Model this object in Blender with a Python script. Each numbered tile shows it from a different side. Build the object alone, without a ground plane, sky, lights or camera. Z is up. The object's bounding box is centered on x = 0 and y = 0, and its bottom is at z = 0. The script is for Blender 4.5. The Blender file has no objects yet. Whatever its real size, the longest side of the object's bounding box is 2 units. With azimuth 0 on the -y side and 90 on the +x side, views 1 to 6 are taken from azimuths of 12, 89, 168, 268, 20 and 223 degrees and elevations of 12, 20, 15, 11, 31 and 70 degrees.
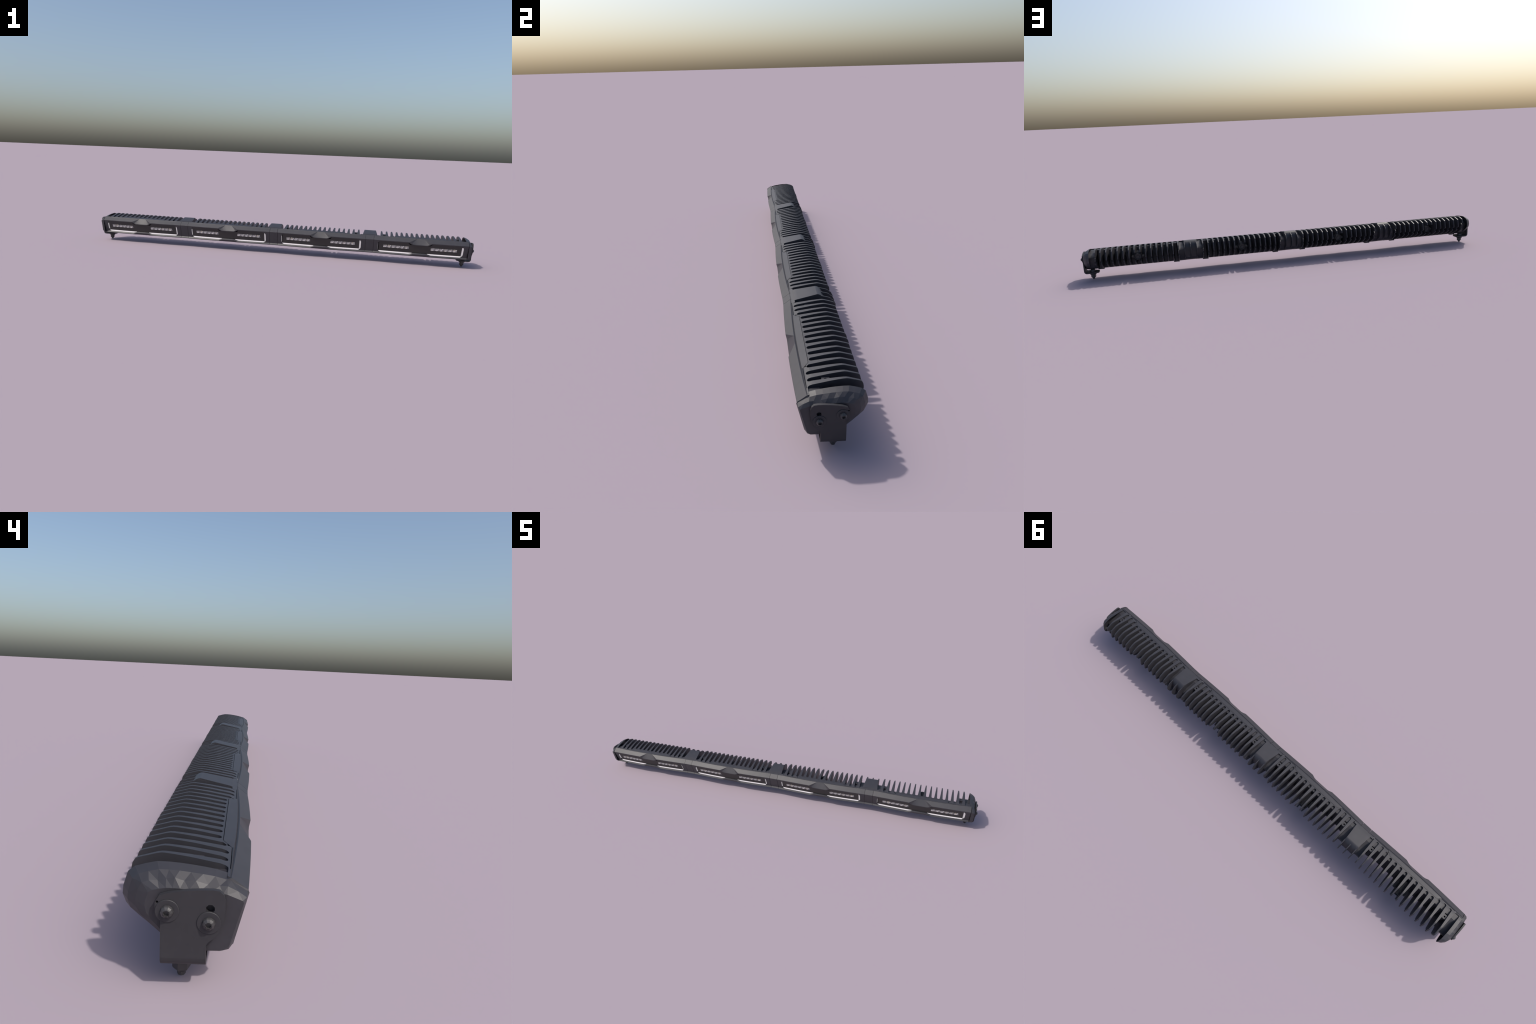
# Long four-module LED driving-light bar on two end brackets, finned heat sink behind.
# x = along the bar, -y = the lit front, z = up.  Every lamp module is built once at
# its own centre and reused four times; end parts are built at +x and mirrored.
import bpy, bmesh, math, random
from mathutils import Vector

random.seed(7)
PITCH = 0.02521                 # spacing of the cooling fins
HL = 0.2262                     # half length of a lamp module's front frame
CENTRES = (-0.7414, -0.2473, 0.2473, 0.7414)
JOINTS = (-0.49435, 0.0, 0.49435)
LEAN = math.atan2(0.0230, 0.063)  # the front window leans forward at its top

# ------------------------------------------------------------------ materials
def material(name, base, rough, metallic=0.0, vary=0.12, scale=60.0, spec=0.5, bump=0.0, coat=0.0):
    m = bpy.data.materials.new(name)
    m.use_nodes = True
    nt = m.node_tree
    p = nt.nodes["Principled BSDF"]
    tc = nt.nodes.new("ShaderNodeTexCoord")
    nz = nt.nodes.new("ShaderNodeTexNoise")
    nz.inputs["Scale"].default_value = scale
    nz.inputs["Detail"].default_value = 4.0
    nt.links.new(tc.outputs["Object"], nz.inputs["Vector"])
    cr = nt.nodes.new("ShaderNodeValToRGB")
    cr.color_ramp.elements[0].position = 0.3
    cr.color_ramp.elements[1].position = 0.7
    cr.color_ramp.elements[0].color = tuple(c * (1 - vary) for c in base) + (1,)
    cr.color_ramp.elements[1].color = tuple(min(1, c * (1 + vary)) for c in base) + (1,)
    nt.links.new(nz.outputs["Fac"], cr.inputs["Fac"])
    nt.links.new(cr.outputs["Color"], p.inputs["Base Color"])
    p.inputs["Roughness"].default_value = rough
    p.inputs["Metallic"].default_value = metallic
    p.inputs["Specular IOR Level"].default_value = spec
    p.inputs["Coat Weight"].default_value = coat
    if bump > 0:
        fine = nt.nodes.new("ShaderNodeTexNoise")
        fine.inputs["Scale"].default_value = 900.0
        nt.links.new(tc.outputs["Object"], fine.inputs["Vector"])
        b = nt.nodes.new("ShaderNodeBump")
        b.inputs["Strength"].default_value = bump
        b.inputs["Distance"].default_value = 0.0004
        nt.links.new(fine.outputs["Fac"], b.inputs["Height"])
        nt.links.new(b.outputs["Normal"], p.inputs["Normal"])
    return m

MAT_BODY = material("powder_coated_aluminium", (0.0315, 0.0308, 0.0370), 0.5, vary=0.08, spec=0.5, bump=0.12)
MAT_PLATE = material("bracket_steel_black", (0.030, 0.0293, 0.0335), 0.55, vary=0.06, spec=0.4, bump=0.1)
MAT_BOLT = material("bolt_dark_steel", (0.042, 0.041, 0.043), 0.4)
MAT_RUBBER = material("gland_rubber", (0.030, 0.030, 0.033), 0.6)
MAT_PANEL = material("smoked_lens", (0.025, 0.024, 0.024), 0.45, vary=0.06, scale=25)
MAT_WHITE = material("light_guide_white", (0.52, 0.50, 0.51), 0.5, vary=0.02)

def led_material():
    m = material("led_reflector", (0.5, 0.5, 0.5), 0.35, metallic=0.0)
    nt = m.node_tree
    p = nt.nodes["Principled BSDF"]
    tc = nt.nodes["Texture Coordinate"]
    vo = nt.nodes.new("ShaderNodeTexVoronoi")  # cells of pale and dark grey paint the reflectors' glitter into the base colour
    vo.inputs["Scale"].default_value = 420.0
    nt.links.new(tc.outputs["Object"], vo.inputs["Vector"])
    cr = nt.nodes.new("ShaderNodeValToRGB")
    e = cr.color_ramp.elements
    e[0].position, e[0].color = 0.0, (0.12, 0.12, 0.13, 1)
    e[1].position, e[1].color = 1.0, (0.95, 0.93, 0.90, 1)
    mid = e.new(0.55)
    mid.color = (0.42, 0.41, 0.42, 1)
    sep = nt.nodes.new("ShaderNodeSeparateColor")
    nt.links.new(vo.outputs["Color"], sep.inputs["Color"])
    nt.links.new(sep.outputs["Red"], cr.inputs["Fac"])
    nt.links.new(cr.outputs["Color"], p.inputs["Base Color"])
    return m
MAT_LED = led_material()
MAT_AMBER = material("led_phosphor", (0.50, 0.42, 0.30), 0.5, vary=0.05)

# faint pinkish emission lifts the strip's dim uprights to an even white
p = MAT_WHITE.node_tree.nodes["Principled BSDF"]
p.inputs["Emission Color"].default_value = (1.0, 0.94, 0.97, 1)
p.inputs["Emission Strength"].default_value = 0.28

# ------------------------------------------------------------------ mesh helpers
def to_mesh(name, bm, mats, angle=None):
    bmesh.ops.recalc_face_normals(bm, faces=bm.faces)
    me = bpy.data.meshes.new(name)
    bm.to_mesh(me)
    bm.free()
    for m in (mats if isinstance(mats, (list, tuple)) else [mats]):
        me.materials.append(m)
    if angle is not None:
        me.polygons.foreach_set("use_smooth", [True] * len(me.polygons))
        me.set_sharp_from_angle(angle=math.radians(angle))
    return me

def mirrored(me):
    c = me.copy()
    bm = bmesh.new()
    bm.from_mesh(c)
    for v in bm.verts:
        v.co.x = -v.co.x
    bmesh.ops.reverse_faces(bm, faces=bm.faces)
    bm.to_mesh(c)
    bm.free()
    return c

def add(name, me, parent, loc=(0, 0, 0), rot=(0, 0, 0)):
    o = bpy.data.objects.new(name, me)
    bpy.context.scene.collection.objects.link(o)
    o.parent = parent
    o.location = loc
    o.rotation_euler = rot
    return o

def piecewise(points):
    def f(t):
        if t <= points[0][0]:
            return points[0][1]
        for (a, va), (b, vb) in zip(points, points[1:]):
            if t <= b:
                return va + (vb - va) * (t - a) / (b - a)
        return points[-1][1]
    return f

def prism(bm, outline, x0, x1):
    """outline of (y, z) points extruded along x."""
    a = [bm.verts.new((x0, y, z)) for y, z in outline]
    b = [bm.verts.new((x1, y, z)) for y, z in outline]
    bm.faces.new(a)
    bm.faces.new(b[::-1])
    n = len(outline)
    for i in range(n):
        j = (i + 1) % n
        bm.faces.new((a[i], b[i], b[j], a[j]))

def box(bm, x0, x1, y0, y1, z0, z1):
    prism(bm, [(y0, z0), (y1, z0), (y1, z1), (y0, z1)], x0, x1)

def lathe(bm, profile, n, place, phase=0.0, mat=0):
    """profile of (radius, height); place(r cos, r sin, h) -> position."""
    rings = []
    for r, h in profile:
        if r < 1e-6:
            rings.append([bm.verts.new(place(0, 0, h))])
        else:
            rings.append([bm.verts.new(place(r * math.cos(phase + 2 * math.pi * k / n),
                                             r * math.sin(phase + 2 * math.pi * k / n), h)) for k in range(n)])
    for A, B in zip(rings, rings[1:]):
        for k in range(n):
            q = (k + 1) % n
            if len(A) == 1 and len(B) == 1:
                continue
            if len(A) == 1:
                f = bm.faces.new((A[0], B[k], B[q]))
            elif len(B) == 1:
                f = bm.faces.new((A[k], A[q], B[0]))
            else:
                f = bm.faces.new((A[k], A[q], B[q], B[k]))
            f.material_index = mat
    for ring in (rings[0], rings[-1]):
        if len(ring) > 1:
            bm.faces.new(ring).material_index = mat

def tapered_plate(poly, stations, left, right):
    """Plate with a (y, z) outline whose two flanks stand at x = -left(y), +right(y)."""
    bm = bmesh.new()
    vs = [bm.verts.new((0, y, z)) for y, z in poly]
    bm.faces.new(vs)
    for s in stations:
        geo = list(bm.verts) + list(bm.edges) + list(bm.faces)
        bmesh.ops.bisect_plane(bm, geom=geo, dist=1e-6, plane_co=(0, s, 0), plane_no=(0, 1, 0))
    bm.verts.index_update()
    co = [(v.co.y, v.co.z) for v in bm.verts]
    faces = [[v.index for v in f.verts] for f in bm.faces]
    rim = [(l.vert.index, l.link_loop_next.vert.index)
           for f in bm.faces for l in f.loops if l.edge.is_boundary]
    bm.free()
    out = bmesh.new()
    L = [out.verts.new((-left(y), y, z)) for y, z in co]
    R = [out.verts.new((right(y), y, z)) for y, z in co]
    for f in faces:
        out.faces.new([L[i] for i in f])
        out.faces.new([R[i] for i in reversed(f)])
    for i, j in rim:
        out.faces.new((L[i], R[i], R[j], L[j]))
    return out

# ------------------------------------------------------------------ shared curves
bow = lambda u: 1 - (u / HL) ** 2                         # frames swell forward mid-module
top_z = piecewise([(-0.07, 0.1315), (-0.0521, 0.1320), (-0.0375, 0.1368), (0.0, 0.1430), (0.033, 0.1465)])

def seam_back(u):                                         # frame / heat-sink seam in plan
    a = abs(u)
    return piecewise([(0.1118, -0.0380), (0.1285, -0.0508)])(a)

def chamfer_top(u):
    return -0.0523 - 0.0068 * bow(u), 0.1322

def lip_tip(u):
    return -0.0517 - 0.0077 * bow(u)

def front_line(u, z):                                     # leaning front face
    yt = -0.0729 - 0.0048 * bow(u)
    yb = lip_tip(u) + 0.0048
    return yb + (yt - yb) * (z - 0.0535) / (0.1165 - 0.0535)

# ------------------------------------------------------------------ front frame
WIN = 0.205
DEPTH = 0.0036
CORNER = 0.015
# pressed notch in the visor at mid-module: facet corner, flank fold, flank end
NA, NM, NB = 0.033, 0.043, 0.054
COLS = sorted(set([s * a for s in (-1, 1) for a in
      (0.0, NA, NM, NB, 0.075, 0.095, 0.1118, 0.1285, 0.150, 0.175,
       0.190, 0.1944, 0.1982, 0.2018, 0.2040, WIN, 0.2150, HL)]))

def frame_rows(u):
    """rows of (x, y, z) running from the heat-sink seam over the visor, window and lip to the underside."""
    a = abs(u)
    sg = -1 if u < 0 else 1
    ut = sg * {NA: 0.0157, NM: 0.0165, NB: 0.0175}.get(a, a)
    yt, zt = chamfer_top(ut)
    B = (ut, seam_back(ut), top_z(seam_back(ut)))
    groove = min(0.0030, max(0.0004, (B[1] - yt) * 0.55))      # shallow gutter behind the visor ridge
    G = (ut, yt + groove, 0.1322 - groove * 0.5)
    R = (ut, min(yt + groove + 0.0012, B[1] - 0.0003), 0.1322 + groove * 0.32)
    T = (ut, yt, zt)
    C = (u, front_line(u, 0.1165), 0.1165)
    wz = {0.0: 0.1018, NA: 0.1020, NM: 0.1062}.get(a, 0.1112)
    W = (u, front_line(u, wz), wz)
    if a in (0.0, NA, NM):                                # facet running from ridge down to the window
        out = 0.0021 if a < NM else 0.0010
        foot = (u, front_line(u, wz + 0.0018) - out, wz + 0.0018)
        W = (u, W[1] - out * 0.7, wz)
        k = 0.97
        C = tuple(p + (q - p) * k for p, q in zip(T, foot))
    lz = {0.0: 0.0597, NA: 0.0597, NM: 0.0567}.get(a, 0.0535)
    S = (u, front_line(u, lz), lz)
    ty, tz = lip_tip(u), 0.0465
    if a in (0.0, NA):
        ty, tz = ty + 0.0002, 0.0540
    elif a == NM:
        tz = 0.0512
    P = (u, ty, tz)
    Q = (u, ty + (0.0075 if a in (0.0, NA) else 0.0060 if a == NM else 0.0045), 0.0434)
    E = (u, -0.0300, 0.0436)
    if WIN - CORNER < a <= WIN:                           # rounded window corners
        k = CORNER - math.sqrt(max(0.0, CORNER ** 2 - (a - (WIN - CORNER)) ** 2))
        W = (u, front_line(u, W[2] - k), W[2] - k)
        S = (u, front_line(u, S[2] + k), S[2] + k)
    if a > WIN:
        W = (u, front_line(u, 0.1112 - CORNER), 0.1112 - CORNER)
        S = (u, front_line(u, 0.0535 + CORNER), 0.0535 + CORNER)
    def toward(A, D, d):
        l = math.dist(A, D)
        return tuple(p + (q - p) * d / l for p, q in zip(A, D))
    lo = (u, front_line(u, 0.0535), 0.0535)               # foot of the front face
    if a <= WIN - CORNER:
        lo = toward(S, P, 0.0004)
    return [B, R, G, T, toward(C, T, 0.0009), toward(C, W, 0.0007), W,
            S, lo, toward(P, lo, 0.0008), toward(P, Q, 0.0008), Q, E]

RW = 6                                                    # index of the window's top row
def build_frame():
    bm = bmesh.new()
    grid, inner = [], []
    for u in COLS:
        rows = frame_rows(u)
        grid.append([bm.verts.new(p) for p in rows])
        if abs(u) <= WIN:
            W, S = rows[RW], rows[RW + 1]
            inner.append((bm.verts.new((u, W[1] + DEPTH + 0.006, W[2])), bm.verts.new((u, S[1] + DEPTH + 0.006, S[2]))))
        else:
            inner.append(None)
    for i in range(len(COLS) - 1):
        g, h = grid[i], grid[i + 1]
        opening = max(abs(COLS[i]), abs(COLS[i + 1])) <= WIN + 1e-9
        for r in range(len(g) - 1):
            if r == RW and opening:
                continue
            bm.faces.new((g[r], h[r], h[r + 1], g[r + 1]))
        if opening:
            a, b = inner[i], inner[i + 1]
            bm.faces.new((g[RW], h[RW], b[0], a[0]))
            bm.faces.new((g[RW + 1], h[RW + 1], b[1], a[1]))
    for i, u in enumerate(COLS):
        if abs(abs(u) - WIN) < 1e-9:
            bm.faces.new((grid[i][RW], grid[i][RW + 1], inner[i][1], inner[i][0]))
    for g in (grid[0], grid[-1]):
        bm.faces.new(g)
    bmesh.ops.triangulate(bm, faces=[f for f in bm.faces if len(f.verts) == 4 and max(abs(v.co.x) for v in f.verts) < 0.0545])
    return to_mesh("frame", bm, MAT_BODY, 14)

def build_panel():
    bm = bmesh.new()
    us = sorted([-0.1995 + (0.1965 + 0.1995) * k / 24 for k in range(25)] + [-0.0585, -0.050, 0.050, 0.0585])
    def heights(u):                                       # waisted like the window it fills
        top = piecewise([(0.050, 0.1024), (0.0585, 0.1122)])(abs(u))
        return (0.0600, 0.075, 0.090, top)
    front = [[bm.verts.new((u, front_line(u, z) + DEPTH, z)) for z in heights(u)] for u in us]
    back = [[bm.verts.new((u, front_line(u, z) + DEPTH + 0.0028, z)) for z in heights(u)] for u in us]
    n, m = len(us), 4
    for i in range(n - 1):
        for j in range(m - 1):
            bm.faces.new((front[i][j], front[i + 1][j], front[i + 1][j + 1], front[i][j + 1]))
            bm.faces.new((back[i][j], back[i][j + 1], back[i + 1][j + 1], back[i + 1][j]))
        bm.faces.new((front[i][0], back[i][0], back[i + 1][0], front[i + 1][0]))
        bm.faces.new((front[i][-1], front[i + 1][-1], back[i + 1][-1], back[i][-1]))
    for i in (0, n - 1):
        for j in range(m - 1):
            bm.faces.new((front[i][j], front[i][j + 1], back[i][j + 1], back[i][j]))
    return to_mesh("lens_panel", bm, MAT_PANEL, 30)

def build_strip():
    """L-shaped white light guide: a bar under the lens and an upright at its right end."""
    bm = bmesh.new()
    def slab(u0, u1, z0, z1, n, upright=0.0):
        d0, d1 = DEPTH - 0.0004, DEPTH + 0.0026
        prev = None
        for k in range(n + 1):
            u = u0 + (u1 - u0) * k / n
            f0 = front_line(u, z0) + (front_line(u, z1) - front_line(u, z0)) * upright
            ring = [bm.verts.new(p) for p in ((u, f0 + d0, z0), (u, f0 + d1, z0), (u, front_line(u, z1) + d1, z1), (u, front_line(u, z1) + d0, z1))]
            if prev:
                for q in range(4):
                    bm.faces.new((prev[q], ring[q], ring[(q + 1) % 4], prev[(q + 1) % 4]))
            else:
                bm.faces.new(ring)
            prev = ring
        bm.faces.new(prev[::-1])
    slab(-0.2050, -0.0370, 0.0500, 0.0598, 12, 0.9)
    slab(0.0370, 0.1968, 0.0500, 0.0598, 12, 0.9)
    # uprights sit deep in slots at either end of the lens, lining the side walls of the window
    def quad_bar(u_front, u_back, d_front, d_back, z0, z1, thick):
        q = [[bm.verts.new((u + o, front_line(WIN, z) + d, z)) for z in (z0, z1)]
             for u, d, o in ((u_front, d_front, 0), (u_back, d_back, 0), (u_back, d_back, thick), (u_front, d_front, thick))]
        for k in range(4):
            a, b = q[k], q[(k + 1) % 4]
            bm.faces.new((a[0], b[0], b[1], a[1]))
        bm.faces.new([c[0] for c in q])
        bm.faces.new([c[1] for c in q][::-1])
    quad_bar(-0.2048, -0.2041, 0.0008, 0.0110, 0.0620, 0.1010, -0.0008)
    quad_bar(0.2047, 0.1968, 0.0046, 0.0072, 0.0560, 0.1045, 0.0008)
    return to_mesh("light_strip", bm, MAT_WHITE, 30)

# ------------------------------------------------------------------ LED cell
def build_led(seed):
    rng = random.Random(seed)
    bm = bmesh.new()
    w, h = 0.0188, 0.0150
    def facet(x0, x1, z0, z1, tilt, lift, mat):
        a = [bm.verts.new((x0, -lift, z0)), bm.verts.new((x1, -lift - tilt, z0)),
             bm.verts.new((x1, -lift - tilt, z1)), bm.verts.new((x0, -lift, z1))]
        b = [bm.verts.new((v.co.x, 0.0006, v.co.z)) for v in a]
        fs = [bm.faces.new(a)]
        for q in range(4):
            fs.append(bm.faces.new((a[q], b[q], b[(q + 1) % 4], a[(q + 1) % 4])))
        for f in fs:
            f.material_index = mat
    facet(-w / 2, w / 2, -h / 2 + 0.001, h / 2 - 0.002, 0.0, 0.0002, 0)
    # upper row: reflector flutes, brighter; lower row: short steps with gaps
    x = -w / 2
    k = 0
    while x < w / 2 - 0.001:
        s = rng.uniform(0.0012, 0.0024)
        z0 = -0.0008 + rng.uniform(-0.0012, 0.0010)
        z1 = h / 2 - rng.uniform(0.0, 0.0028)
        if rng.random() > 0.15:
            facet(x, min(x + s, w / 2), z0, z1, rng.uniform(-0.0009, 0.0009), 0.0010, 1 if rng.random() < 0.035 else 0)
        x += s + rng.uniform(0.0002, 0.0009)
        k += 1
    x = -w / 2 + rng.uniform(0, 0.002)
    while x < w / 2 - 0.001:
        s = rng.uniform(0.0011, 0.0022)
        facet(x, x + s, -h / 2 + rng.uniform(0, 0.0012), -0.0024 - rng.uniform(0, 0.0016),
              rng.uniform(-0.0006, 0.0006), 0.0008, 1 if rng.random() < 0.03 else 0)
        x += s + rng.uniform(0.0006, 0.0022)
    return to_mesh("led", bm, [MAT_LED, MAT_AMBER])

# ------------------------------------------------------------------ heat sink
CORE = [(-0.0490, 0.1296), (-0.0375, 0.1296), (-0.0228, 0.1296), (-0.0212, 0.1280), (-0.0165, 0.1080), (-0.0035, 0.0560),
        (-0.0060, 0.0470), (-0.0120, 0.0440), (-0.0300, 0.0440), (-0.0300, 0.1150), (-0.0470, 0.1230)]
WALL = [(-0.0205, 0.1285), (-0.0080, 0.1215), (0.0200, 0.1190), (0.0360, 0.1140), (0.0410, 0.1095), (0.0420, 0.0980), (0.0370, 0.0780),
        (0.0270, 0.0600), (0.0120, 0.0500), (-0.0050, 0.0450), (-0.0250, 0.0450), (-0.0250, 0.1285)]

def build_core():
    bm = bmesh.new()
    prism(bm, CORE, -0.2255, 0.2255)
    # the body is deeper at both ends of the module, outside the last fin
    for s in (-1, 1):
        prism(bm, WALL, s * 0.1900, s * 0.2250)
        # cross tab that carries the top plate to the module's end
        prism(bm, [(-0.0507, 0.1280), (-0.0478, 0.1280), (-0.0478, top_z(-0.0478)), (-0.0507, top_z(-0.0507))],
              s * 0.2017, s * 0.2256)
    return to_mesh("heat_sink_core", bm, MAT_BODY, 30)

SLOT_HALF = 0.0062
def slot_end(j):
    a = abs(j)
    return -0.0350 if a <= 4 else (-0.0425 if a == 5 else (-0.0468 if a < 8 else -0.0480))

taper = piecewise([(-0.05, 0.0069), (-0.03, 0.0064), (0.0, 0.0047), (0.033, 0.0031), (0.078, 0.0019)])

def flank(j, outer_reach):
    """half width of a fin on the side of slot j: full at the front, rounded slot end, then the taper."""
    e = slot_end(j)
    def f(y):
        if y <= e:
            return outer_reach
        w = taper(y)
        r = 0.0058
        if y < e + r:
            t = (y - e) / r
            g = math.sqrt(max(0.0, 1 - (1 - t) ** 2))
            return outer_reach + (w - outer_reach) * g
        return w
    return f

def fin_outline(k, front):
    head = [(front, top_z(front) - 0.0001), (-0.0440, top_z(-0.044)), (-0.0375, top_z(-0.0375)), (-0.018, top_z(-0.018)), (0.0, 0.1430),
            (0.018, 0.1452), (0.0290, 0.1463), (0.0340, 0.1464), (0.0390, 0.1456), (0.0625, 0.1390), (0.0660, 0.1370)]
    foot = [(0.0595, 0.0792), (0.0535, 0.0746), (0.0425, 0.0682), (0.0300, 0.0595), (0.0120, 0.0520),
            (-0.0040, 0.0462), (-0.0120, 0.0440), (-0.0250, 0.0440), (-0.0250, 0.1180), (front, 0.1250)]
    if k in (7, 8):                                       # cut away round the cable gland
        back = [(0.0690, 0.1325), (0.0712, 0.1245), (0.0640, 0.1225), (0.0440, 0.1185), (0.0300, 0.1130), (0.0260, 0.1000),
                (0.0300, 0.0850), (0.0440, 0.0795), (0.0540, 0.0780), (0.0580, 0.0765)]
        foot = foot[1:]
    elif k in (0, 15):                                    # shorter end fins with a second nick
        back = [(0.0690, 0.1320), (0.0703, 0.1257), (0.0703, 0.1190), (0.0530, 0.1160), (0.0530, 0.1135), (0.0660, 0.1105),
                (0.0665, 0.0985), (0.0520, 0.0920), (0.0540, 0.0890), (0.0605, 0.0848), (0.0605, 0.0815)]
    else:
        back = [(0.0675, 0.1335), (0.0745, 0.1050), (0.0742, 0.1005), (0.0710, 0.0975), (0.0575, 0.0920), (0.0558, 0.0902),
                (0.0580, 0.0873), (0.0618, 0.0848), (0.0618, 0.0815)]
    return head + back + foot

def build_fin(k):
    u = (k - 7.5) * PITCH
    jl, jr = k - 8, k - 7
    half = PITCH / 2 - 0.00002
    left = flank(jl, half if jl > -8 else 0.0128)
    right = flank(jr, half if jr < 8 else 0.0128)
    front = max(seam_back(u - PITCH / 2), seam_back(u + PITCH / 2), seam_back(u)) + 0.0009
    mid = seam_back(u) + 0.0009
    front = mid
    st = set()
    for j in (jl, jr):
        e = slot_end(j)
        st |= {e, e + 0.0003, e + 0.0009, e + 0.0018, e + 0.0029, e + 0.0043, e + 0.0058}
    st |= {-0.03, -0.015, 0.0, 0.017, 0.033, 0.045, 0.056}
    st = sorted(s for s in st if s > front + 1e-4)
    bm = tapered_plate(fin_outline(k, front), st, left, right)
    # the seam kinks inside some fin roots: give those an extra edge there
    for kink in (-0.1285, -0.1118, 0.1118, 0.1285):
        if abs(kink - u) < PITCH / 2:
            bmesh.ops.bisect_plane(bm, geom=list(bm.verts) + list(bm.edges) + list(bm.faces), dist=1e-6,
                                   plane_co=(kink - u, 0, 0), plane_no=(1, 0, 0))
    # follow the seam where it runs diagonally across this fin's root
    for v in bm.verts:
        if v.co.y < -0.0345:
            target = seam_back(u + v.co.x) + 0.0009
            if abs(v.co.y - front) < 1e-5 or v.co.y < target:
                v.co.y = target
                if v.co.z > 0.1:
                    v.co.z = top_z(target)
    return to_mesh("fin", bm, MAT_BODY, 35)

def build_lug():
    """screw tower between the outer fins: bored top, square foot under the body."""
    bm = bmesh.new()
    x, y0, y1, zt = 0.0078, -0.0165, 0.0010, 0.1362
    n = 16
    cx, cy = 0.0, (y0 + y1) / 2
    top, rim, low = [], [], []
    for k in range(n):
        a = 2 * math.pi * (k + 0.5) / n
        c, s = math.cos(a), math.sin(a)
        q = 1 / max(abs(c) / x, abs(s) / ((y1 - y0) / 2))
        top.append(bm.verts.new((cx + c * q, cy + s * q, zt)))
        rim.append(bm.verts.new((cx + c * 0.0032, cy + s * 0.0032, zt)))
        low.append(bm.verts.new((cx + c * 0.0032, cy + s * 0.0032, zt - 0.02)))
    base = [bm.verts.new((v.co.x, v.co.y, 0.046)) for v in top]
    for k in range(n):
        q = (k + 1) % n
        bm.faces.new((top[k], top[q], rim[q], rim[k]))
        bm.faces.new((rim[k], rim[q], low[q], low[k]))
        bm.faces.new((base[k], base[q], top[q], top[k]))
    bm.faces.new(low)
    bm.faces.new(base[::-1])
    box(bm, -0.0138, 0.0138, -0.0330, -0.0065, 0.0402, 0.0475)
    return to_mesh("screw_tower", bm, MAT_BODY, 30)

def build_gland():
    bm = bmesh.new()
    c = 0.0965
    place = lambda a, b, h: (a, h, c + b)
    lathe(bm, [(0.0190, -0.014), (0.0190, 0.0300), (0.0150, 0.0330), (0.0150, 0.0450), (0.0142, 0.0460), (0.0128, 0.0460),
               (0.0122, 0.0400), (0.0060, 0.0400), (0.0056, 0.0425), (0.0, 0.0425)], 24, place)
    # side wings of the sealing plate
    for s in (-1, 1):
        prism(bm, [(0.0, 0.0850), (0.028, 0.0870), (0.031, 0.0910), (0.031, 0.0950), (0.027, 0.0970), (0.0, 0.0970)], s * 0.0120, s * 0.0290)
    return to_mesh("cable_gland", bm, MAT_RUBBER, 30)

# ------------------------------------------------------------------ joint between modules
def build_joint_front():
    bm = bmesh.new()
    h = 0.0198
    rows = frame_rows(HL)
    pts = [p[1:] for i, p in enumerate(rows) if i not in (RW, RW + 1)]
    pts[0] = (-0.0500, top_z(-0.0500))
    prism(bm, pts + [(-0.0300, 0.1250), (-0.0500, 0.1280)], -h, h)
    return to_mesh("joint_cover", bm, MAT_BODY, 28)

def build_joint_block():
    half = piecewise([(-0.0400, 0.0357), (0.0230, 0.0288), (0.05, 0.0285)])
    poly = [(-0.0415, 0.1300), (-0.0415, 0.1362), (-0.0360, 0.1380), (0.0225, 0.1491),
            (0.0265, 0.1489), (0.0320, 0.1466), (0.0370, 0.1428), (0.0425, 0.1360), (0.0470, 0.1270), (0.0490, 0.1150), (0.0485, 0.0900), (0.0440, 0.0720),
            (0.0330, 0.0600), (0.0120, 0.0500), (-0.0100, 0.0445), (-0.0415, 0.0445)]
    bm = tapered_plate(poly, [-0.03, -0.01, 0.0231], half, half)
    for x0, x1, y0, y1 in ((-0.0208, 0.0208, -0.0500, -0.0478), (-0.0480, 0.0480, -0.0478, -0.0414)):
        prism(bm, [(y0, 0.1250), (y1, 0.1250), (y1, top_z(y1) - 0.0002), (y0, top_z(y0) - 0.0002)], x0, x1)
    return to_mesh("joint_block", bm, MAT_BODY, 24)

def build_rib():
    poly = [(0.0100, 0.1435), (0.0250, 0.1465), (0.0520, 0.1400), (0.0600, 0.1372), (0.0630, 0.1330), (0.0700, 0.1290), (0.0757, 0.1180), (0.0757, 0.1080),
            (0.0700, 0.0930), (0.0580, 0.0800), (0.0430, 0.0690), (0.0230, 0.0575), (0.0100, 0.0520)]
    w = piecewise([(0.01, 0.0024), (0.077, 0.0013)])
    return to_mesh("rib", tapered_plate(poly, [0.03, 0.045, 0.06, 0.07], w, w), MAT_BODY, 35)

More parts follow.
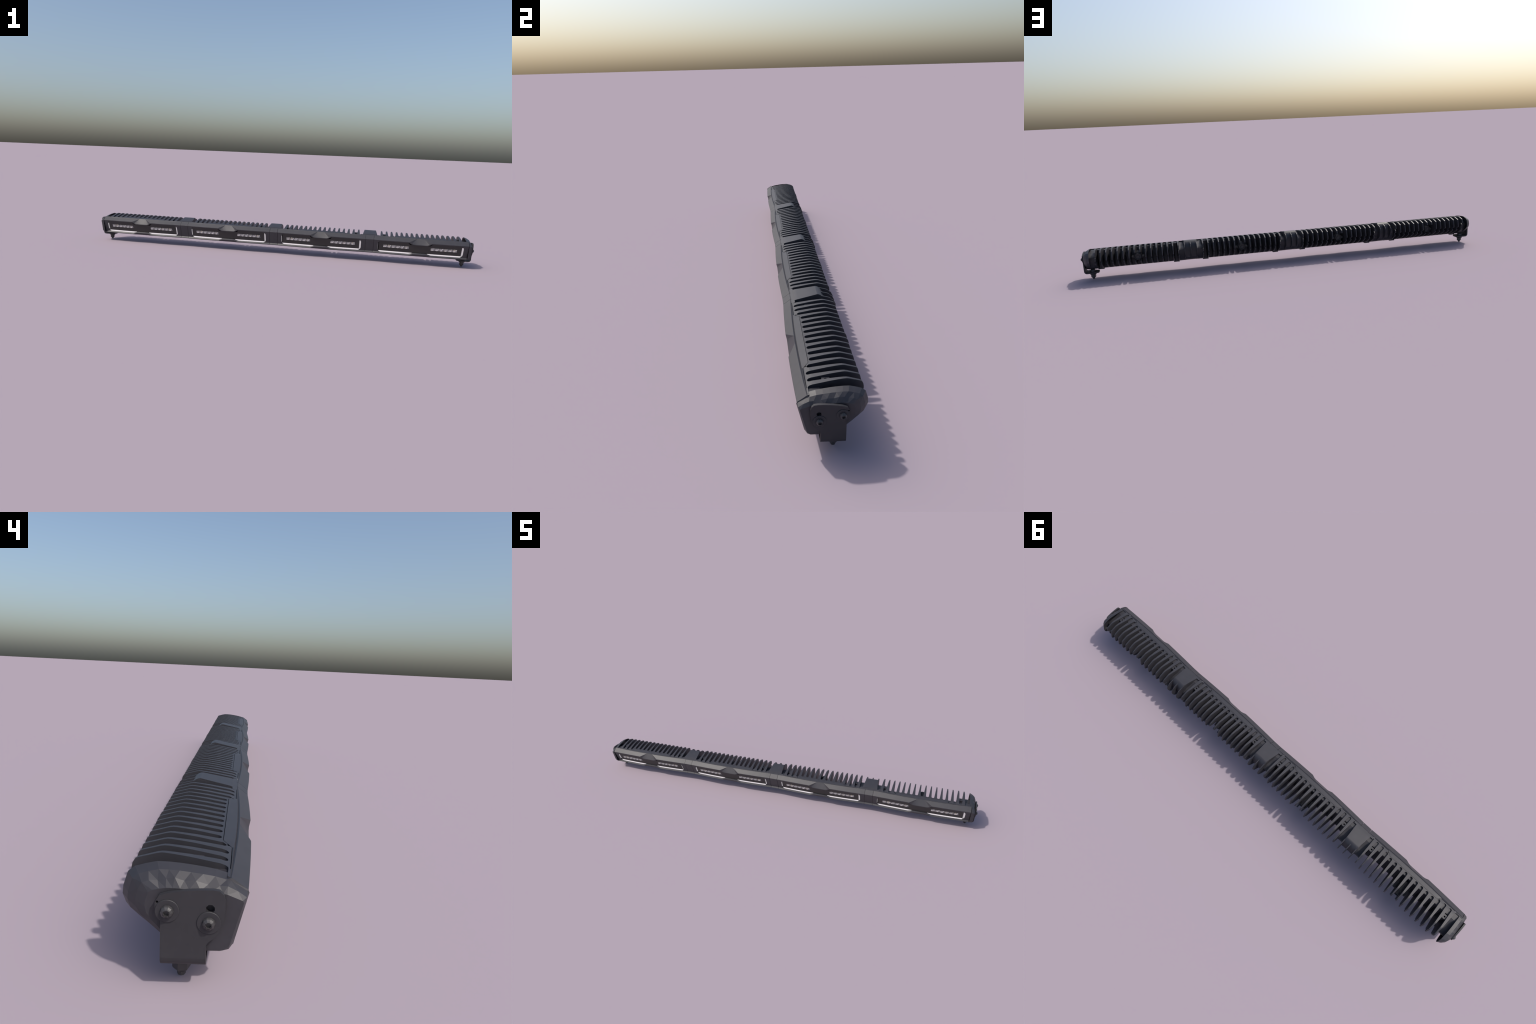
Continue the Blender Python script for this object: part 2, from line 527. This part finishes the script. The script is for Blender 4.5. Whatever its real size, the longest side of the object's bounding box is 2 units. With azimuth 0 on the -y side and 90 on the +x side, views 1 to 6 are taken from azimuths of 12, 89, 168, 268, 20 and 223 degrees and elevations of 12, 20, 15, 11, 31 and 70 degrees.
# ------------------------------------------------------------------ end cap
def build_cap():
    # (x, y, z) of the rim, running over the top from front to back and round underneath
    rim = [(0.9690, -0.0530, 0.1322), (0.9570, -0.0478, 0.1335), (0.9570, -0.0340, 0.1376), (0.9570, -0.0200, 0.1400), (0.9570, -0.0060, 0.1420),
           (0.9570, 0.0080, 0.1436), (0.9570, 0.0220, 0.1446), (0.9568, 0.0350, 0.1446), (0.9566, 0.0480, 0.1415), (0.9566, 0.0610, 0.1375),
           (0.9566, 0.0690, 0.1310), (0.9566, 0.0745, 0.1130), (0.9566, 0.0752, 0.1030), (0.9566, 0.0714, 0.0925), (0.9570, 0.0600, 0.0830),
           (0.9580, 0.0440, 0.0715), (0.9590, 0.0297, 0.0612), (0.9600, 0.0140, 0.0500), (0.9610, -0.0020, 0.0445), (0.9620, -0.0180, 0.0437),
           (0.9640, -0.0360, 0.0437), (0.9690, -0.0505, 0.0440), (0.9690, -0.0575, 0.0500), (0.9690, -0.0650, 0.0800), (0.9690, -0.0738, 0.1150),
           (0.9690, -0.0722, 0.1190)]
    n = len(rim)
    def ring(x, top, back, front, bottom, stagger=False, jig=0.0):
        pts = []
        for i in range(n):
            rx, y, z = rim[i]
            if stagger:
                y, z = (y + rim[(i + 1) % n][1]) / 2, (z + rim[(i + 1) % n][2]) / 2
            wt = max(0.0, (z - 0.095) / 0.050) ** 1.4
            wd = max(0.0, (0.085 - z) / 0.041)
            wb = max(0.0, y / 0.0752)
            wf = max(0.0, -y / 0.0738)
            d = jig * (0.1 + 1.5 * ((i * 7) % 5) / 4) if 1 <= i < 9 else 0.0
            pts.append((x - d * 0.4, y - back * wb + front * wf, z - top * wt + bottom * wd - d))
        return pts
    bm = bmesh.new()
    rings = [rim,
             ring(0.9700, 0.0045, 0.0085, 0.0008, 0.0004),
             ring(0.9795, 0.0095, 0.0190, 0.0022, 0.0020, True, 0.0024),
             ring(0.9845, 0.0205, 0.0310, 0.0060, 0.0060)]
    V = [[bm.verts.new(p) for p in r] for r in rings]
    for i in range(n):
        j = (i + 1) % n
        bm.faces.new((V[0][i], V[0][j], V[1][j], V[1][i]))
        bm.faces.new((V[1][i], V[1][j], V[2][i]))
        bm.faces.new((V[1][j], V[2][j], V[2][i]))
        bm.faces.new((V[2][i], V[2][j], V[3][j]))
        bm.faces.new((V[2][i], V[3][j], V[3][i]))
    bm.faces.new(V[3])
    # hollow inside, 2.5 mm shell
    cy, cz = 0.0, 0.095
    lipv = [bm.verts.new((x + 0.0002, cy + (y - cy) * 0.955, cz + (z - cz) * 0.95)) for x, y, z in rim]
    deep = [bm.verts.new((0.9735, cy + (y - cy) * 0.80, cz + (z - cz) * 0.74)) for x, y, z in rim]
    for i in range(n):
        j = (i + 1) % n
        bm.faces.new((V[0][i], V[0][j], lipv[j], lipv[i]))
        bm.faces.new((lipv[i], lipv[j], deep[j], deep[i]))
    bm.faces.new(deep)
    return to_mesh("end_cap", bm, MAT_BODY)

# ------------------------------------------------------------------ bracket
X_OUT, X_IN = 0.9925, 0.9868
Y0, Y1 = -0.0268, 0.0252
def build_bracket():
    bm = bmesh.new()
    plate = [(Y1, 0.0430), (Y1, 0.0890), (0.0295, 0.0935), (0.0318, 0.1010), (0.0314, 0.1110), (0.0270, 0.1184), (0.0169, 0.1219), (-0.0033, 0.1251),
             (-0.0200, 0.1264), (-0.0326, 0.1268), (-0.0405, 0.1257), (-0.0452, 0.1213), (-0.0472, 0.1140), (-0.0471, 0.0993), (-0.0453, 0.0856),
             (-0.0420, 0.0770), (-0.0375, 0.0705), (-0.0322, 0.0663), (-0.0285, 0.0630), (Y0, 0.0590), (Y0, 0.0430)]
    prism(bm, plate, X_IN, X_OUT)
    me = to_mesh("plate_tmp", bm, MAT_PLATE)
    o = bpy.data.objects.new("plate_tmp", me)
    bpy.context.scene.collection.objects.link(o)
    cut = bmesh.new()
    for y, z, r in ((-0.0305, 0.1045, 0.0053), (0.0290, 0.1110, 0.0016)):
        lathe(cut, [(r, 0.97), (r, 1.01)], 8, lambda a, b, h, y=y, z=z: (h, y + a, z + b), phase=math.pi / 8)
    c = bpy.data.objects.new("cut_tmp", to_mesh("cut_tmp", cut, MAT_PLATE))
    bpy.context.scene.collection.objects.link(c)
    md = o.modifiers.new("b", "BOOLEAN")
    md.object = c
    md.operation = "DIFFERENCE"
    md.solver = "EXACT"
    dg = bpy.context.evaluated_depsgraph_get()
    cutmesh = bpy.data.meshes.new_from_object(o.evaluated_get(dg))
    bpy.data.objects.remove(o)
    bpy.data.objects.remove(c)
    bm = bmesh.new()
    bm.from_mesh(cutmesh)
    # bend and horizontal leg
    R = 0.0125
    t = X_OUT - X_IN
    path = []
    for k in range(7):
        a = math.pi / 2 * k / 6
        ox, oz = X_OUT - R + R * math.cos(a), 0.0430 - R * math.sin(a)
        ix, iz = X_OUT - R + (R - t) * math.cos(a), 0.0430 - (R - t) * math.sin(a)
        path.append((ox, oz, ix, iz, Y0, Y1))
    zb = 0.0430 - R
    path.append((0.9480, zb, 0.9480, zb + t, Y0, Y1))
    path.append((0.9300, zb, 0.9300, zb + t, -0.0160, 0.0200))
    path.append((0.9265, zb, 0.9265, zb + t, -0.0090, 0.0130))
    prev = None
    for ox, oz, ix, iz, a, b in path:
        q = [bm.verts.new((ox, a, oz)), bm.verts.new((ox, b, oz)), bm.verts.new((ix, b, iz)), bm.verts.new((ix, a, iz))]
        if prev:
            for e in range(4):
                bm.faces.new((prev[e], prev[(e + 1) % 4], q[(e + 1) % 4], q[e]))
        prev = q
    bm.faces.new(prev)
    return to_mesh("mounting_bracket", bm, MAT_PLATE, 30)

def build_bolt():
    bm = bmesh.new()
    lathe(bm, [(0.0, -0.0075), (0.0050, -0.0075), (0.0050, 0.0012), (0.0076, 0.0012), (0.0077, 0.0028), (0.0070, 0.0050), (0.0052, 0.0068), (0.0040, 0.0075)],
          10, lambda a, b, h: (X_OUT + h, a, b))
    bm2 = bm
    # hexagon socket
    lathe(bm2, [(0.0039, 0.00752), (0.0034, 0.00752), (0.0034, 0.0042), (0.0, 0.0042)], 6, lambda a, b, h: (X_OUT + h, a, b))
    for f in [f for f in bm.faces if len(f.verts) > 4 and f.calc_center_median().x > X_OUT + 0.007]:
        bm.faces.remove(f)
    return to_mesh("bolt", bm, MAT_BOLT)

def build_washer():
    bm = bmesh.new()
    lathe(bm, [(0.0051, 0.00005), (0.0136, 0.00005), (0.0136, 0.0009), (0.0131, 0.0013), (0.0051, 0.0013)], 28, lambda a, b, h: (X_OUT + h, a, b))
    return to_mesh("washer", bm, MAT_PLATE, 30)

def build_stud():
    bm = bmesh.new()
    pl = lambda a, b, h: (a, b, h)
    lathe(bm, [(0.0, 0.0), (0.0046, 0.0), (0.0054, 0.0010), (0.0054, 0.0050)], 8, pl)
    lathe(bm, [(0.0054, 0.0046), (0.0106, 0.0092), (0.0114, 0.0110), (0.0114, 0.0240)], 6, pl, phase=0.3)
    lathe(bm, [(0.0120, 0.0228), (0.0146, 0.0228), (0.0150, 0.0262), (0.0120, 0.0304)], 20, pl)
    lathe(bm, [(0.0124, 0.0363), (0.0124, 0.0400), (0.0112, 0.0440), (0.0085, 0.0470), (0.0045, 0.0484), (0.0, 0.0487)], 16, pl)
    return to_mesh("mounting_stud", bm, MAT_BOLT)

# ------------------------------------------------------------------ assembly
root = bpy.data.objects.new("led_light_bar", None)
bpy.context.scene.collection.objects.link(root)
root["label"] = "long dark grey four-section LED light bar with finned back"
root["category"] = "light bar"

frame_me, panel_me, strip_me = build_frame(), build_panel(), build_strip()
core_me, lug_me, gland_me = build_core(), build_lug(), build_gland()
fin_me = [build_fin(k) for k in range(16)]
led_me = [build_led(s) for s in range(6)]

for c in CENTRES:
    frame = add("lamp_frame", frame_me, root, (c, 0, 0))
    add("lens_panel", panel_me, frame)
    add("light_strip", strip_me, frame)
    for g, u0 in ((0, -0.1680), (1, 0.0610)):
        for i in range(6):
            u = u0 + i * 0.0209
            zc = 0.0865
            y = front_line(u, zc) + DEPTH - 0.0004
            add("led", led_me[(i + 2 * g) % 6], frame, (u, y, zc), (LEAN, 0, 0))
    core = add("heat_sink", core_me, root, (c, 0, 0))
    for k in range(16):
        add("fin", fin_me[k], core, ((k - 7.5) * PITCH, 0, 0))
    for s in (-1, 1):
        add("screw_tower", lug_me, core, (s * 7 * PITCH, 0, 0))
    add("cable_gland", gland_me, core)

jf, jb, rib = build_joint_front(), build_joint_block(), build_rib()
for x in JOINTS:
    j = add("joint_cover", jf, root, (x, 0, 0))
    b = add("joint_block", jb, j)
    for dx in (-0.0282, 0.0, 0.0282):
        add("rib", rib, j, (dx, 0, 0))

cap, bracket, bolt, washer, stud = build_cap(), build_bracket(), build_bolt(), build_washer(), build_stud()
for s in (1, -1):
    side = (lambda m: m) if s > 0 else mirrored
    add("end_cap", side(cap), root)
    br = add("mounting_bracket", side(bracket), root)
    bo, wa, st = side(bolt), side(washer), side(stud)
    for y, z in ((0.0177, 0.1006), (-0.0292, 0.0878)):
        add("bolt", bo, br, (0, y, z))
        add("washer", wa, br, (0, y, z))
    add("mounting_stud", st, br, (s * 0.9555, 0.0043, 0))
